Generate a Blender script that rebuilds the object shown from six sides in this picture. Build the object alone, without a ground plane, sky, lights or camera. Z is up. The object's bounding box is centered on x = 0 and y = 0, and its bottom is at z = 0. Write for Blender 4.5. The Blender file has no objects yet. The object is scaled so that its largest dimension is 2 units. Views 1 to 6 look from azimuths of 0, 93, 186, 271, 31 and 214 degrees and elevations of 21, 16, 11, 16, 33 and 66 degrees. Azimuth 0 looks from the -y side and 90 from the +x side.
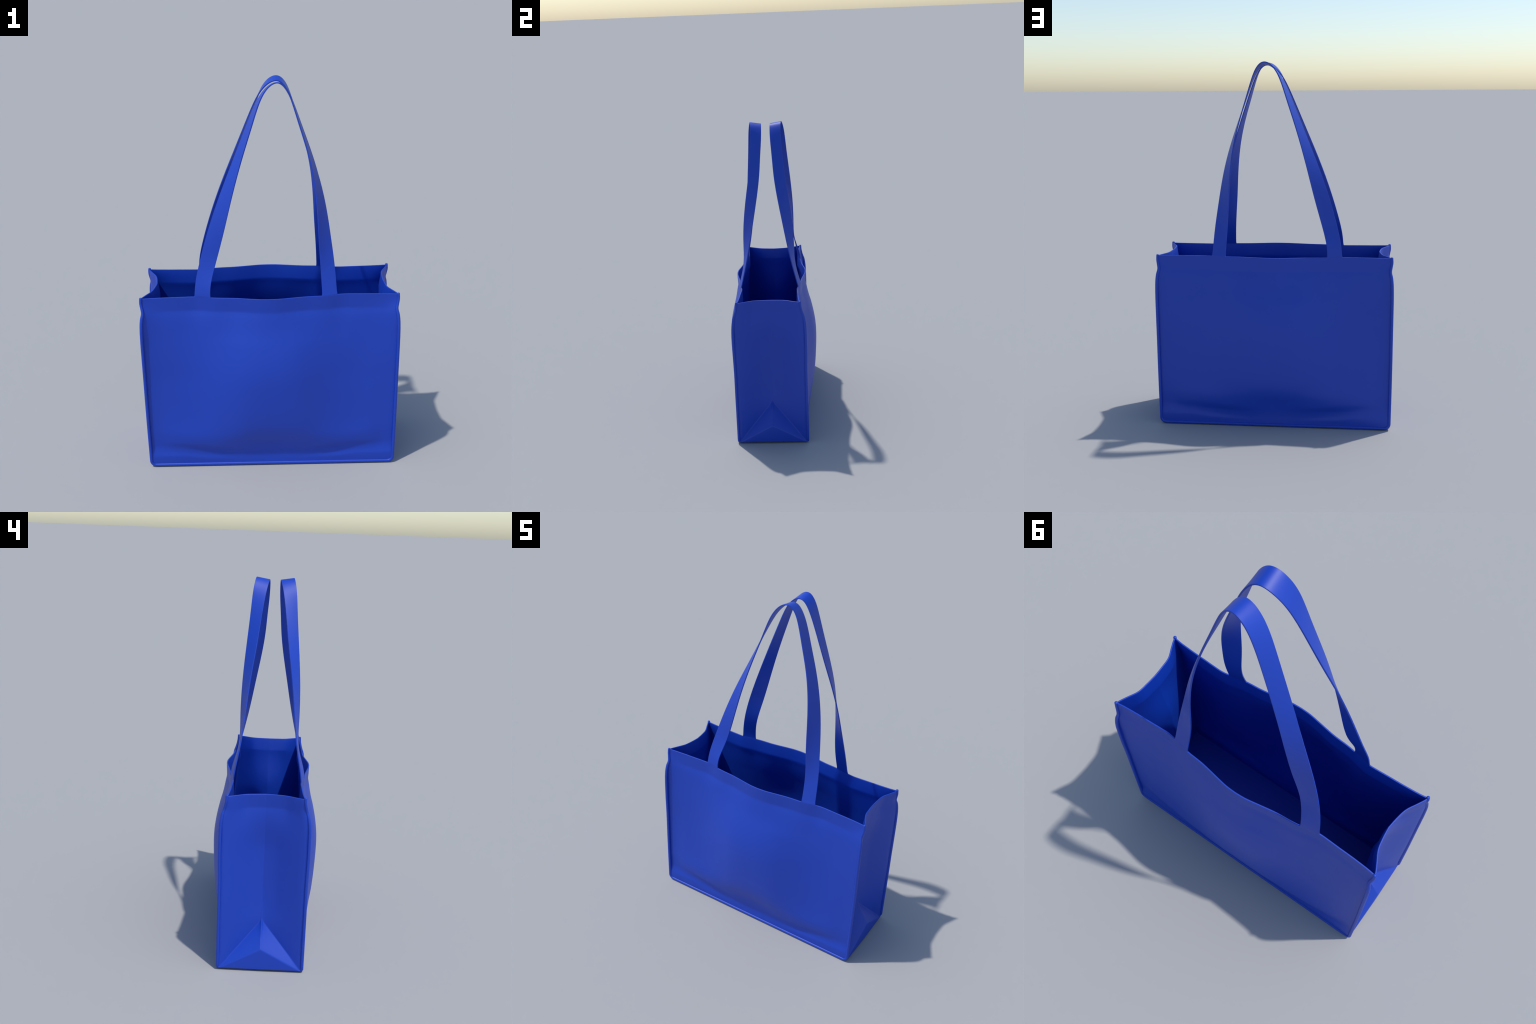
"""A soft blue tote bag: two bulging panels with long hanging handles,
two creased side gussets, a flat base and rolled seam piping."""
import bpy
import bmesh
import numpy as np
from mathutils import Vector

CLOTH = 0.0062          # thickness of the cloth
RIM_Z = 0.9640          # height of the bag's mouth
HEM_Z = 0.890           # stitch line of the turned-over hem
PIPE_R = 0.0086         # radius of the rolled seam


# ------------------------------------------------------------------ helpers
def spline_weights(n, t):
    """Weights of a natural cubic spline through n evenly spaced controls."""
    M = np.zeros((n, n))
    R = np.zeros((n, n))
    M[0, 0] = M[-1, -1] = 1
    for i in range(1, n - 1):
        M[i, i - 1:i + 2] = 1, 4, 1
        R[i, i - 1:i + 2] = 6, -12, 6
    D = np.linalg.solve(M, R)
    x = np.asarray(t, float) * (n - 1)
    i = np.clip(x.astype(int), 0, n - 2)
    s = x - i
    W = np.zeros((len(x), n))
    k = np.arange(len(x))
    W[k, i] += 1 - s
    W[k, i + 1] += s
    W += ((1 - s) ** 3 - (1 - s))[:, None] / 6 * D[i] + (s ** 3 - s)[:, None] / 6 * D[i + 1]
    return W


def curve(points):
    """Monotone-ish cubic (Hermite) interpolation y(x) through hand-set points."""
    p = np.array(sorted(points), float)
    x, y = p[:, 0], p[:, 1]
    d = np.diff(y) / np.diff(x)
    m = np.empty_like(y)
    m[0], m[-1] = d[0], d[-1]
    for i in range(1, len(y) - 1):
        h0, h1 = x[i] - x[i - 1], x[i + 1] - x[i]
        m[i] = (d[i - 1] * h1 + d[i] * h0) / (h0 + h1)

    def f(q):
        q = np.clip(np.asarray(q, float), x[0], x[-1])
        i = np.clip(np.searchsorted(x, q) - 1, 0, len(x) - 2)
        h = x[i + 1] - x[i]
        s = (q - x[i]) / h
        return ((2 * s ** 3 - 3 * s ** 2 + 1) * y[i] + (s ** 3 - 2 * s ** 2 + s) * h * m[i]
                + (-2 * s ** 3 + 3 * s ** 2) * y[i + 1] + (s ** 3 - s ** 2) * h * m[i + 1])
    return f


def smooth(a, b, x):
    t = np.clip((np.asarray(x, float) - a) / (b - a), 0, 1)
    return t * t * (3 - 2 * t)


def soft_max(a, b, k):
    h = np.clip(0.5 + 0.5 * (a - b) / k, 0, 1)
    return b + (a - b) * h + k * h * (1 - h)


# ------------------------------------------------ profiles of the bag's body
# outer tip of the rolled corner seam: half width and half depth by height
seam_x = curve([(0.0, .649), (.10, .650), (.20, .651), (.35, .6518), (.50, .652), (.65, .652), (.75, .652),
                (.80, .651), (.84, .649), (.865, .6455), (.885, .6405), (.893, .6398), (.915, .643),
                (.94, .6468), (.967, .6455)])
seam_y = curve([(0.0, .232), (.20, .2322), (.35, .2325), (.50, .2325), (.65, .2355), (.75, .2352), (.80, .2342),
                (.84, .2300), (.865, .2255), (.89, .2170), (.915, .2100), (.94, .2055), (.967, .2040)])


def pipe_radius(z):
    return PIPE_R - 0.0012 * smooth(.84, .93, z)


def core_x(z):
    return seam_x(z) - pipe_radius(z)


def core_y(z):
    return seam_y(z) - pipe_radius(z)


# half depth of the mouth along the width
mouth_y = curve([(0, .2325), (.05, .2295), (.092, .2225), (.184, .2070), (.262, .2000), (.30, .1940), (.337, .1850),
                 (.373, .1800), (.415, .1808), (.461, .1830), (.553, .1870), (.60, .1915), (.640, .1975)])
# half depth of the panel on its centre line, by height
belly = curve([(.008, .2235), (.018, .2220), (.035, .2205), (.055, .2190), (.075, .2195), (.10, .2225), (.13, .2295),
               (.16, .2405), (.20, .2580), (.25, .2735), (.32, .2840), (.40, .2905), (.47, .2940), (.525, .2950),
               (.58, .2920), (.65, .2820), (.73, .2645), (.80, .2480), (.85, .2350), (.89, .2255), (.967, .2305)])
# how far the cloth sinks back beside the belly, by height
sunken = curve([(.008, .001), (.02, .002), (.045, .012), (.075, .022), (.11, .024), (.16, .022), (.22, .021),
                (.30, .022), (.50, .0225), (.62, .0235), (.70, .0265), (.75, .0295), (.80, .0325), (.85, .0340),
                (.967, .0300)])
# the foot of the panel is pushed out again by two lobes beside the middle
lobe = curve([(.008, 0), (.03, .000), (.05, .002), (.08, .012), (.12, .030), (.16, .033), (.25, .026), (.35, .0200),
              (.45, .014), (.55, .006), (.65, 0), (.967, 0)])
lobe_shape = curve([(0, 0), (.12, .12), (.30, .62), (.45, .95), (.56, 1), (.68, .93), (.80, .66), (.90, .28), (1, 0)])
belly_shape = curve([(0, 1), (.08, .985), (.155, .930), (.23, .820), (.31, .640), (.43, .360), (.53, .170),
                     (.62, .060), (.72, .0), (.80, .0), (1.0, .0)])
sunken_shape = curve([(0, 1), (.60, 1), (.72, .98), (.82, .90), (.90, .77), (.95, .62), (1.0, .42)])


# the slope of the cloth below the hem, away from the corner seams
shoulder = curve([(.60, .2270), (.68, .2272), (.74, .2265), (.80, .2235), (.85, .2175), (HEM_Z, float(core_y(HEM_Z))),
                  (.967, float(core_y(HEM_Z)))])


def hem_depth(a, z):
    """Half depth of the turned-over hem relative to the corner seam."""
    x = a * core_x(z)
    return (mouth_y(np.minimum(x, .640)) - core_y(.965) - .002 * smooth(.85, 1, a)
            - (core_y(z) - core_y(.965) + .003 * (RIM_Z - z) / .073) * (1 - a ** 10))


def panel_depth(s, z):
    """Half depth of the panel at s = -1..1 across its width and height z."""
    a = np.abs(s)
    edge = core_y(z) + (shoulder(z) - core_y(z)) * (1 - a ** 8) * smooth(.68, .74, z)
    # the overhang above the foot starts higher towards the corners
    lift = .040 * np.minimum(a / .70, 1.0) ** 2 * smooth(.012, .05, z) * (1 - smooth(.10, .30, z))
    sink = -sunken(z - lift) * sunken_shape(a)
    body = sink + lobe(z - .5 * lift) * lobe_shape(a) + (belly(z) - edge + sunken(z)) * belly_shape(a)
    k = np.clip((z - .72) / (HEM_Z - .72), 0, 1) ** 1.3
    below = edge + body * (1 - k) + hem_depth(a, np.full_like(z, HEM_Z)) * k
    return np.where(z >= HEM_Z - 1e-6, core_y(z) + hem_depth(a, z), below)


# gusset: outward position x at y = v * half depth, height z
gusset_mouth = {-1: curve([(0, .5780), (.05, .5835), (.102, .5945), (.153, .6200), (.185, .6350), (.21, .6400)]),
                1: curve([(0, .5900), (.05, .5925), (.102, .5985), (.153, .6215), (.185, .6350), (.21, .6400)])}
FOLD_TOP = np.array([.563, 0.0, .262])      # where the centre crease forks
FOLD_NODE = np.array([.6455, 0.0, .1266])   # outward point of the fold
FOLD_FOOT = np.array([.6400, .2160, .004])  # at the bottom corner
FOLD_BASE = np.array([.6430, 0.0, .012])


def plane_x(p, q, r):
    n = np.cross(q - p, r - p)
    return lambda y, z: p[0] - (n[1] * (y - p[1]) + n[2] * (z - p[2])) / n[0]


facet_up = plane_x(FOLD_TOP, FOLD_NODE, FOLD_FOOT)
facet_low = plane_x(FOLD_NODE, FOLD_BASE, FOLD_FOOT)


crease_x = curve([(.0, .560), (.26, .563), (.34, .555), (.50, .548), (.70, .550), (.82, .562), (.89, .5700)])
shoulder_x = curve([(.55, .6434), (.64, .6432), (.72, .6420), (.80, .6385), (.85, .6350), (HEM_Z, float(core_x(HEM_Z))),
                    (.967, float(core_x(HEM_Z)))])
tuck_shape = curve([(0, 1), (.12, .935), (.30, .800), (.50, .560), (.70, .300), (.85, .115), (.94, .035), (1.0, 0)])


def gusset_out(side, v, z):
    a = np.abs(v)
    y = a * core_y(z)
    edge = core_x(z) + (shoulder_x(z) - core_x(z)) * (1 - a ** 8) * smooth(.64, .72, z)
    u = smooth(.16, .42, z)
    flare = a ** .6 * (1 - a) ** 1.8 / .259
    shape = (1 - a) * (1 - u) + tuck_shape(a) * u
    body = -(edge - crease_x(z)) * shape - .004 * smooth(.90, 1, a) * smooth(.02, .10, z) - .011 * flare * (1 - u) * smooth(.0, .10, z)
    def hem(zz):
        return gusset_mouth[side](np.minimum(a * core_y(zz), .21)) - core_x(.965) - (core_x(zz) - core_x(.965)) * (1 - a ** 10) - .010 * (RIM_Z - zz) / .073 * (1 - a ** 3)
    k = np.clip((z - .66) / (HEM_Z - .66), 0, 1) ** 1.7
    below = body * (1 - k) + hem(np.full_like(z, HEM_Z)) * k
    x = np.where(z >= HEM_Z - 1e-6, core_x(z) + hem(z), edge + below)
    ridge = FOLD_NODE[2] + (FOLD_FOOT[2] - FOLD_NODE[2]) * a
    fork = FOLD_TOP[2] + (FOLD_FOOT[2] - FOLD_TOP[2]) * a
    d = np.clip((z - ridge) / (fork - ridge + 1e-4), 0, 1.3)
    low = -soft_max(-facet_up(y, z) + .013 * d ** 1.6 * flare, -facet_low(y, z), .0006)
    low = np.where(z < .32, low, 0)
    x = soft_max(x, low, .006)
    return np.minimum(x, .6475)


# --------------------------------------------------------------- the handles
# the two edges of the hanging handle, from one foot over the top to the other
INNER_EDGE = np.array([
    (-0.292, -0.197, 0.958), (-0.287, -0.186, 1.033), (-0.258, -0.158, 1.142), (-0.217, -0.156, 1.290),
    (-0.173, -0.153, 1.464), (-0.123, -0.141, 1.640), (-0.072, -0.128, 1.797), (-0.030, -0.119, 1.917),
    (0.014, -0.109, 1.982), (0.060, -0.102, 1.997), (0.097, -0.098, 1.963), (0.125, -0.100, 1.893),
    (0.156, -0.107, 1.792), (0.192, -0.118, 1.671), (0.221, -0.137, 1.537), (0.237, -0.155, 1.393),
    (0.245, -0.163, 1.246), (0.254, -0.168, 1.101), (0.262, -0.203, 0.958)])
OUTER_EDGE = np.array([
    (-0.372, -0.181, 0.958), (-0.363, -0.169, 1.044), (-0.335, -0.148, 1.162), (-0.289, -0.130, 1.311),
    (-0.227, -0.111, 1.478), (-0.157, -0.086, 1.646), (-0.093, -0.066, 1.798), (-0.040, -0.049, 1.911),
    (0.008, -0.036, 1.969), (0.053, -0.029, 1.986), (0.091, -0.027, 1.959), (0.127, -0.029, 1.890),
    (0.164, -0.037, 1.789), (0.207, -0.047, 1.667), (0.250, -0.067, 1.532), (0.283, -0.093, 1.391),
    (0.306, -0.120, 1.247), (0.325, -0.151, 1.103), (0.336, -0.186, 0.958)])
FEET = ((-.374, -.290), (.260, .338))       # where each foot meets the mouth


# ---------------------------------------------------------------- materials
def cloth_material():
    m = bpy.data.materials.new("blue_cloth")
    m.use_nodes = True
    nt = m.node_tree
    nt.nodes.clear()
    out = nt.nodes.new("ShaderNodeOutputMaterial")
    bsdf = nt.nodes.new("ShaderNodeBsdfPrincipled")
    tc = nt.nodes.new("ShaderNodeTexCoord")
    noise = nt.nodes.new("ShaderNodeTexNoise")
    noise.inputs["Scale"].default_value = 3.0
    noise.inputs["Detail"].default_value = 2.0
    ramp = nt.nodes.new("ShaderNodeValToRGB")
    ramp.color_ramp.elements[0].position = .3
    ramp.color_ramp.elements[1].position = .7
    ramp.color_ramp.elements[0].color = (.0022, .0430, .420, 1)
    ramp.color_ramp.elements[1].color = (.0026, .0450, .435, 1)
    nt.links.new(tc.outputs["Object"], noise.inputs["Vector"])
    nt.links.new(noise.outputs["Fac"], ramp.inputs["Fac"])
    nt.links.new(ramp.outputs["Color"], bsdf.inputs["Base Color"])
    bsdf.inputs["Roughness"].default_value = .5
    bsdf.inputs["Specular IOR Level"].default_value = .5
    nt.links.new(bsdf.outputs["BSDF"], out.inputs["Surface"])
    return m


CLOTH_MAT = cloth_material()


# ----------------------------------------------------------- mesh assembling
def make_mesh(name, verts, faces, region=None):
    me = bpy.data.meshes.new(name)
    me.from_pydata([tuple(map(float, v)) for v in verts], [], [tuple(map(int, f)) for f in faces])
    if region is not None:
        a = me.attributes.new("region", "INT", "FACE")
        a.data.foreach_set("value", np.asarray(region, np.int32))
    me.update()
    return me


def add_object(name, me, parent):
    ob = bpy.data.objects.new(name, me)
    bpy.context.scene.collection.objects.link(ob)
    ob.parent = parent
    if not me.materials:
        me.materials.append(CLOTH_MAT)
    return ob


def thicken(name, verts, faces, region):
    """Give the sheet its thickness and soft edges; return the finished mesh."""
    me = make_mesh(name + "_sheet", verts, faces, region)
    ob = bpy.data.objects.new(name + "_sheet", me)
    bpy.context.scene.collection.objects.link(ob)
    so = ob.modifiers.new("thickness", "SOLIDIFY")
    so.thickness = CLOTH
    so.offset = 0
    so.use_even_offset = True
    so.use_quality_normals = True
    be = ob.modifiers.new("soft_edge", "BEVEL")
    be.width = .0024
    be.segments = 3
    be.limit_method = "ANGLE"
    be.angle_limit = np.radians(58)
    for p in me.polygons:
        p.use_smooth = True
    wn = ob.modifiers.new("shade", "WEIGHTED_NORMAL")
    wn.weight = 60
    dg = bpy.context.evaluated_depsgraph_get()
    done = bpy.data.meshes.new_from_object(ob.evaluated_get(dg))
    bpy.data.objects.remove(ob)
    bpy.data.meshes.remove(me)
    return done


def cut_regions(me, names):
    """Split a finished mesh by face region, keeping the whole mesh's normals."""
    nv, nl, nf = len(me.vertices), len(me.loops), len(me.polygons)
    co = np.empty(nv * 3)
    me.vertices.foreach_get("co", co)
    co = co.reshape(-1, 3)
    lv = np.empty(nl, int)
    me.loops.foreach_get("vertex_index", lv)
    ls = np.empty(nf, int)
    lt = np.empty(nf, int)
    me.polygons.foreach_get("loop_start", ls)
    me.polygons.foreach_get("loop_total", lt)
    cn = np.empty(nl * 3)
    me.corner_normals.foreach_get("vector", cn)
    cn = cn.reshape(-1, 3)
    rg = np.empty(nf, np.int32)
    me.attributes["region"].data.foreach_get("value", rg)
    parts = []
    for r, name in enumerate(names):
        keep = np.nonzero(rg == r)[0]
        loops = np.concatenate([np.arange(ls[f], ls[f] + lt[f]) for f in keep])
        used, inv = np.unique(lv[loops], return_inverse=True)
        faces, k = [], 0
        for f in keep:
            faces.append(inv[k:k + lt[f]])
            k += lt[f]
        part = make_mesh(name, co[used], faces)
        part.polygons.foreach_set("use_smooth", [True] * len(keep))
        part.normals_split_custom_set([tuple(n) for n in cn[loops]])
        parts.append(part)
    bpy.data.meshes.remove(me)
    return parts


def split_range(a, b, step):
    return np.linspace(a, b, max(2, int(round((b - a) / step)) + 1))


Z_ROWS = np.concatenate([split_range(.010, .10, .006)[:-1], split_range(.10, .86, .0127)[:-1],
                         split_range(.86, HEM_Z, .006)[:-1], split_range(HEM_Z, RIM_Z, .0075)])


def build_panel(sign):
    """Panel with its hem and handle as one sheet. sign -1: y < 0, +1: mirrored."""
    X = core_x(RIM_Z)
    stops = [-X, FEET[0][0], FEET[0][1], FEET[1][0], FEET[1][1], X]
    cols = [np.array([-X])]
    spans = []
    for i in range(5):
        c = split_range(stops[i], stops[i + 1], .0115)
        start = sum(len(q) for q in cols) - 1
        cols.append(c[1:])
        spans.append((start, start + len(c) - 1))
    s = np.concatenate(cols) / X
    nc, nr = len(s), len(Z_ROWS)
    S, Z = np.meshgrid(s, Z_ROWS)
    Xg = S * core_x(Z)
    Yg = -panel_depth(S, Z)
    verts = [np.stack([Xg, Yg, Z], -1).reshape(-1, 3)]
    faces, region = [], []
    for j in range(nr - 1):
        for i in range(nc - 1):
            a = j * nc + i
            faces.append((a, a + 1, a + nc + 1, a + nc))
            region.append(1 if Z_ROWS[j] >= HEM_Z - 1e-6 else 0)
    # ---- handle: rows from the first foot over the top to the second foot
    top = (nr - 1) * nc
    f0 = [top + i for i in range(spans[1][0], spans[1][1] + 1)]
    f1 = [top + i for i in range(spans[3][0], spans[3][1] + 1)]
    n = min(len(f0), len(f1))
    assert len(f0) == len(f1), (len(f0), len(f1))
    base = verts[0]
    t = np.concatenate([[.0045, .0056, .0072, .0095], np.linspace(.014, .986, 190), [.9905, .9928, .9944, .9955]])
    E = spline_weights(len(INNER_EDGE), t)
    inn, out_ = E @ INNER_EDGE, E @ OUTER_EDGE
    across = (out_ - inn) / np.linalg.norm(out_ - inn, axis=1)[:, None]
    inn, out_ = inn + .0003 * across, out_ - .0003 * across
    inn[:, 2] -= .001
    out_[:, 2] -= .001
    w = np.linspace(0, 1, n)
    w = w ** 1
    rows = []
    for k in range(len(t)):
        first = t[k] < .5
        # foot 0 runs outer -> inner with growing x; foot 1 inner -> outer
        p, q = out_[k], inn[k]
        rows.append(p[None] * (1 - w)[:, None] + q[None] * w[:, None])
    rows = np.array(rows)
    foot0, foot1 = base[f0], base[f1][::-1]
    d0, d1 = foot0 - rows[0], foot1 - rows[-1]
    h0 = np.linalg.norm(rows.mean(1) - rows[0].mean(0), axis=1)
    h1 = np.linalg.norm(rows.mean(1) - rows[-1].mean(0), axis=1)
    rows = rows + np.exp(-h0 / .006)[:, None, None] * d0 + np.exp(-h1 / .006)[:, None, None] * d1
    off = len(base)
    ids = [f0] + [list(range(off + k * n, off + (k + 1) * n)) for k in range(len(rows) - 2)] + [f1[::-1]]
    verts.append(rows[1:-1].reshape(-1, 3))
    for a, b in zip(ids[:-1], ids[1:]):
        for i in range(n - 1):
            faces.append((a[i], a[i + 1], b[i + 1], b[i]))
            region.append(2)
    V = np.concatenate(verts)
    if sign > 0:
        V = V * (1, -1, 1)
        faces = [f[::-1] for f in faces]
    return thicken("panel", V, faces, region)


def build_gusset(side):
    v = np.concatenate([-np.linspace(1, 0, 61)[:-1], np.linspace(0, 1, 61)])
    zr = np.concatenate([split_range(.010, .31, .003)[:-1], Z_ROWS[Z_ROWS > .312]])
    nc, nr = len(v), len(zr)
    V_, Z = np.meshgrid(v, zr)
    P = np.stack([side * gusset_out(side, V_, Z), V_ * core_y(Z), Z], -1).reshape(-1, 3)
    faces, region = [], []
    for j in range(nr - 1):
        for i in range(nc - 1):
            a = j * nc + i
            f = (a, a + 1, a + nc + 1, a + nc)
            faces.append(f if side > 0 else f[::-1])
            region.append(1 if zr[j] >= HEM_Z - 1e-6 else 0)
    return thicken("gusset", P, faces, region)


def build_base():
    xs = np.linspace(-1, 1, 61)
    ys = np.linspace(-1, 1, 25)
    U, W = np.meshgrid(xs, ys)
    X = U * .6425
    Y = W * .2225
    Z = .0105 + .002 * (1 - U ** 8) * (1 - W ** 4)
    P = np.stack([X, Y, Z], -1).reshape(-1, 3)
    n = len(xs)
    faces = [(j * n + i, j * n + i + 1, (j + 1) * n + i + 1, (j + 1) * n + i)
             for j in range(len(ys) - 1) for i in range(n - 1)]
    return thicken("base", P, faces, [0] * len(faces))


def build_piping(sign):
    """Rolled seam running down one corner, along the foot and up the other."""
    z = np.concatenate([np.linspace(.9670, .86, 30)[:-1], np.linspace(.86, .034, 46)])
    down = np.stack([core_x(z), core_y(z), z], -1)
    r = .026
    zc = .034
    cx, cy = core_x(zc) - r, core_y(0.02)
    a = np.linspace(0, np.pi / 2, 9)[1:]
    low = PIPE_R
    arc = np.stack([cx + r * np.cos(a), np.full(8, cy), zc - (zc - low) * np.sin(a)], -1)
    half = np.concatenate([down, arc])
    mid = np.stack([np.linspace(cx, -cx, 70)[1:-1], np.full(68, cy), np.full(68, low)], -1)
    path = np.concatenate([half, mid, (half * (-1, 1, 1))[::-1]])
    rad = pipe_radius(path[:, 2])
    # rounded ends at the mouth
    tan = np.gradient(path, axis=0)
    tan /= np.linalg.norm(tan, axis=1)[:, None]
    up = np.array([0, 1.0, 0])
    rings = []
    m = 20
    ang = np.linspace(0, 2 * np.pi, m, endpoint=False)
    ends = []
    for k, f in ((0, .35), (0, .75), (0, .95)):
        ends.append((k, f))
    seq = [(0, path[0] - tan[0] * rad[0] * .45, .40), (0, path[0] - tan[0] * rad[0] * .30, .78)]
    seq += [(k, path[k], 1.0) for k in range(len(path))]
    L = len(path) - 1
    seq += [(L, path[L] + tan[L] * rad[L] * .30, .78), (L, path[L] + tan[L] * rad[L] * .45, .40)]
    for k, c, f in seq:
        side = np.cross(tan[k], up)
        side /= np.linalg.norm(side)
        nrm = np.cross(side, tan[k])
        rings.append(c + rad[k] * f * (np.cos(ang)[:, None] * side + np.sin(ang)[:, None] * nrm))
    P = np.concatenate(rings)
    faces = []
    for k in range(len(rings) - 1):
        for i in range(m):
            j = (i + 1) % m
            faces.append((k * m + i, k * m + j, (k + 1) * m + j, (k + 1) * m + i))
    faces.append(tuple(range(m))[::-1])
    faces.append(tuple((len(rings) - 1) * m + i for i in range(m)))
    if sign < 0:
        P = P * (1, -1, 1)
        faces = [f[::-1] for f in faces]
    me = make_mesh("piping", P, faces)
    bm = bmesh.new()
    bm.from_mesh(me)
    bmesh.ops.recalc_face_normals(bm, faces=bm.faces)
    bm.to_mesh(me)
    bm.free()
    me.polygons.foreach_set("use_smooth", [True] * len(me.polygons))
    return me


# ------------------------------------------------------------------ assembly
bag = bpy.data.objects.new("tote_bag", None)
bag.empty_display_size = .2
bpy.context.scene.collection.objects.link(bag)
bag["label"] = "plain bright blue fabric tote bag with two long handles"
bag["category"] = "tote bag"

for sign in (-1, 1):
    panel, hem, handle = cut_regions(build_panel(sign), ("panel", "hem", "handle"))
    p = add_object("panel", panel, bag)
    add_object("hem", hem, p)
    add_object("handle", handle, bag)
    add_object("piping", build_piping(sign), bag)
for side in (-1, 1):
    gusset, hem = cut_regions(build_gusset(side), ("gusset", "hem"))
    g = add_object("gusset", gusset, bag)
    add_object("hem", hem, g)
add_object("base", cut_regions(build_base(), ("base",))[0], bag)
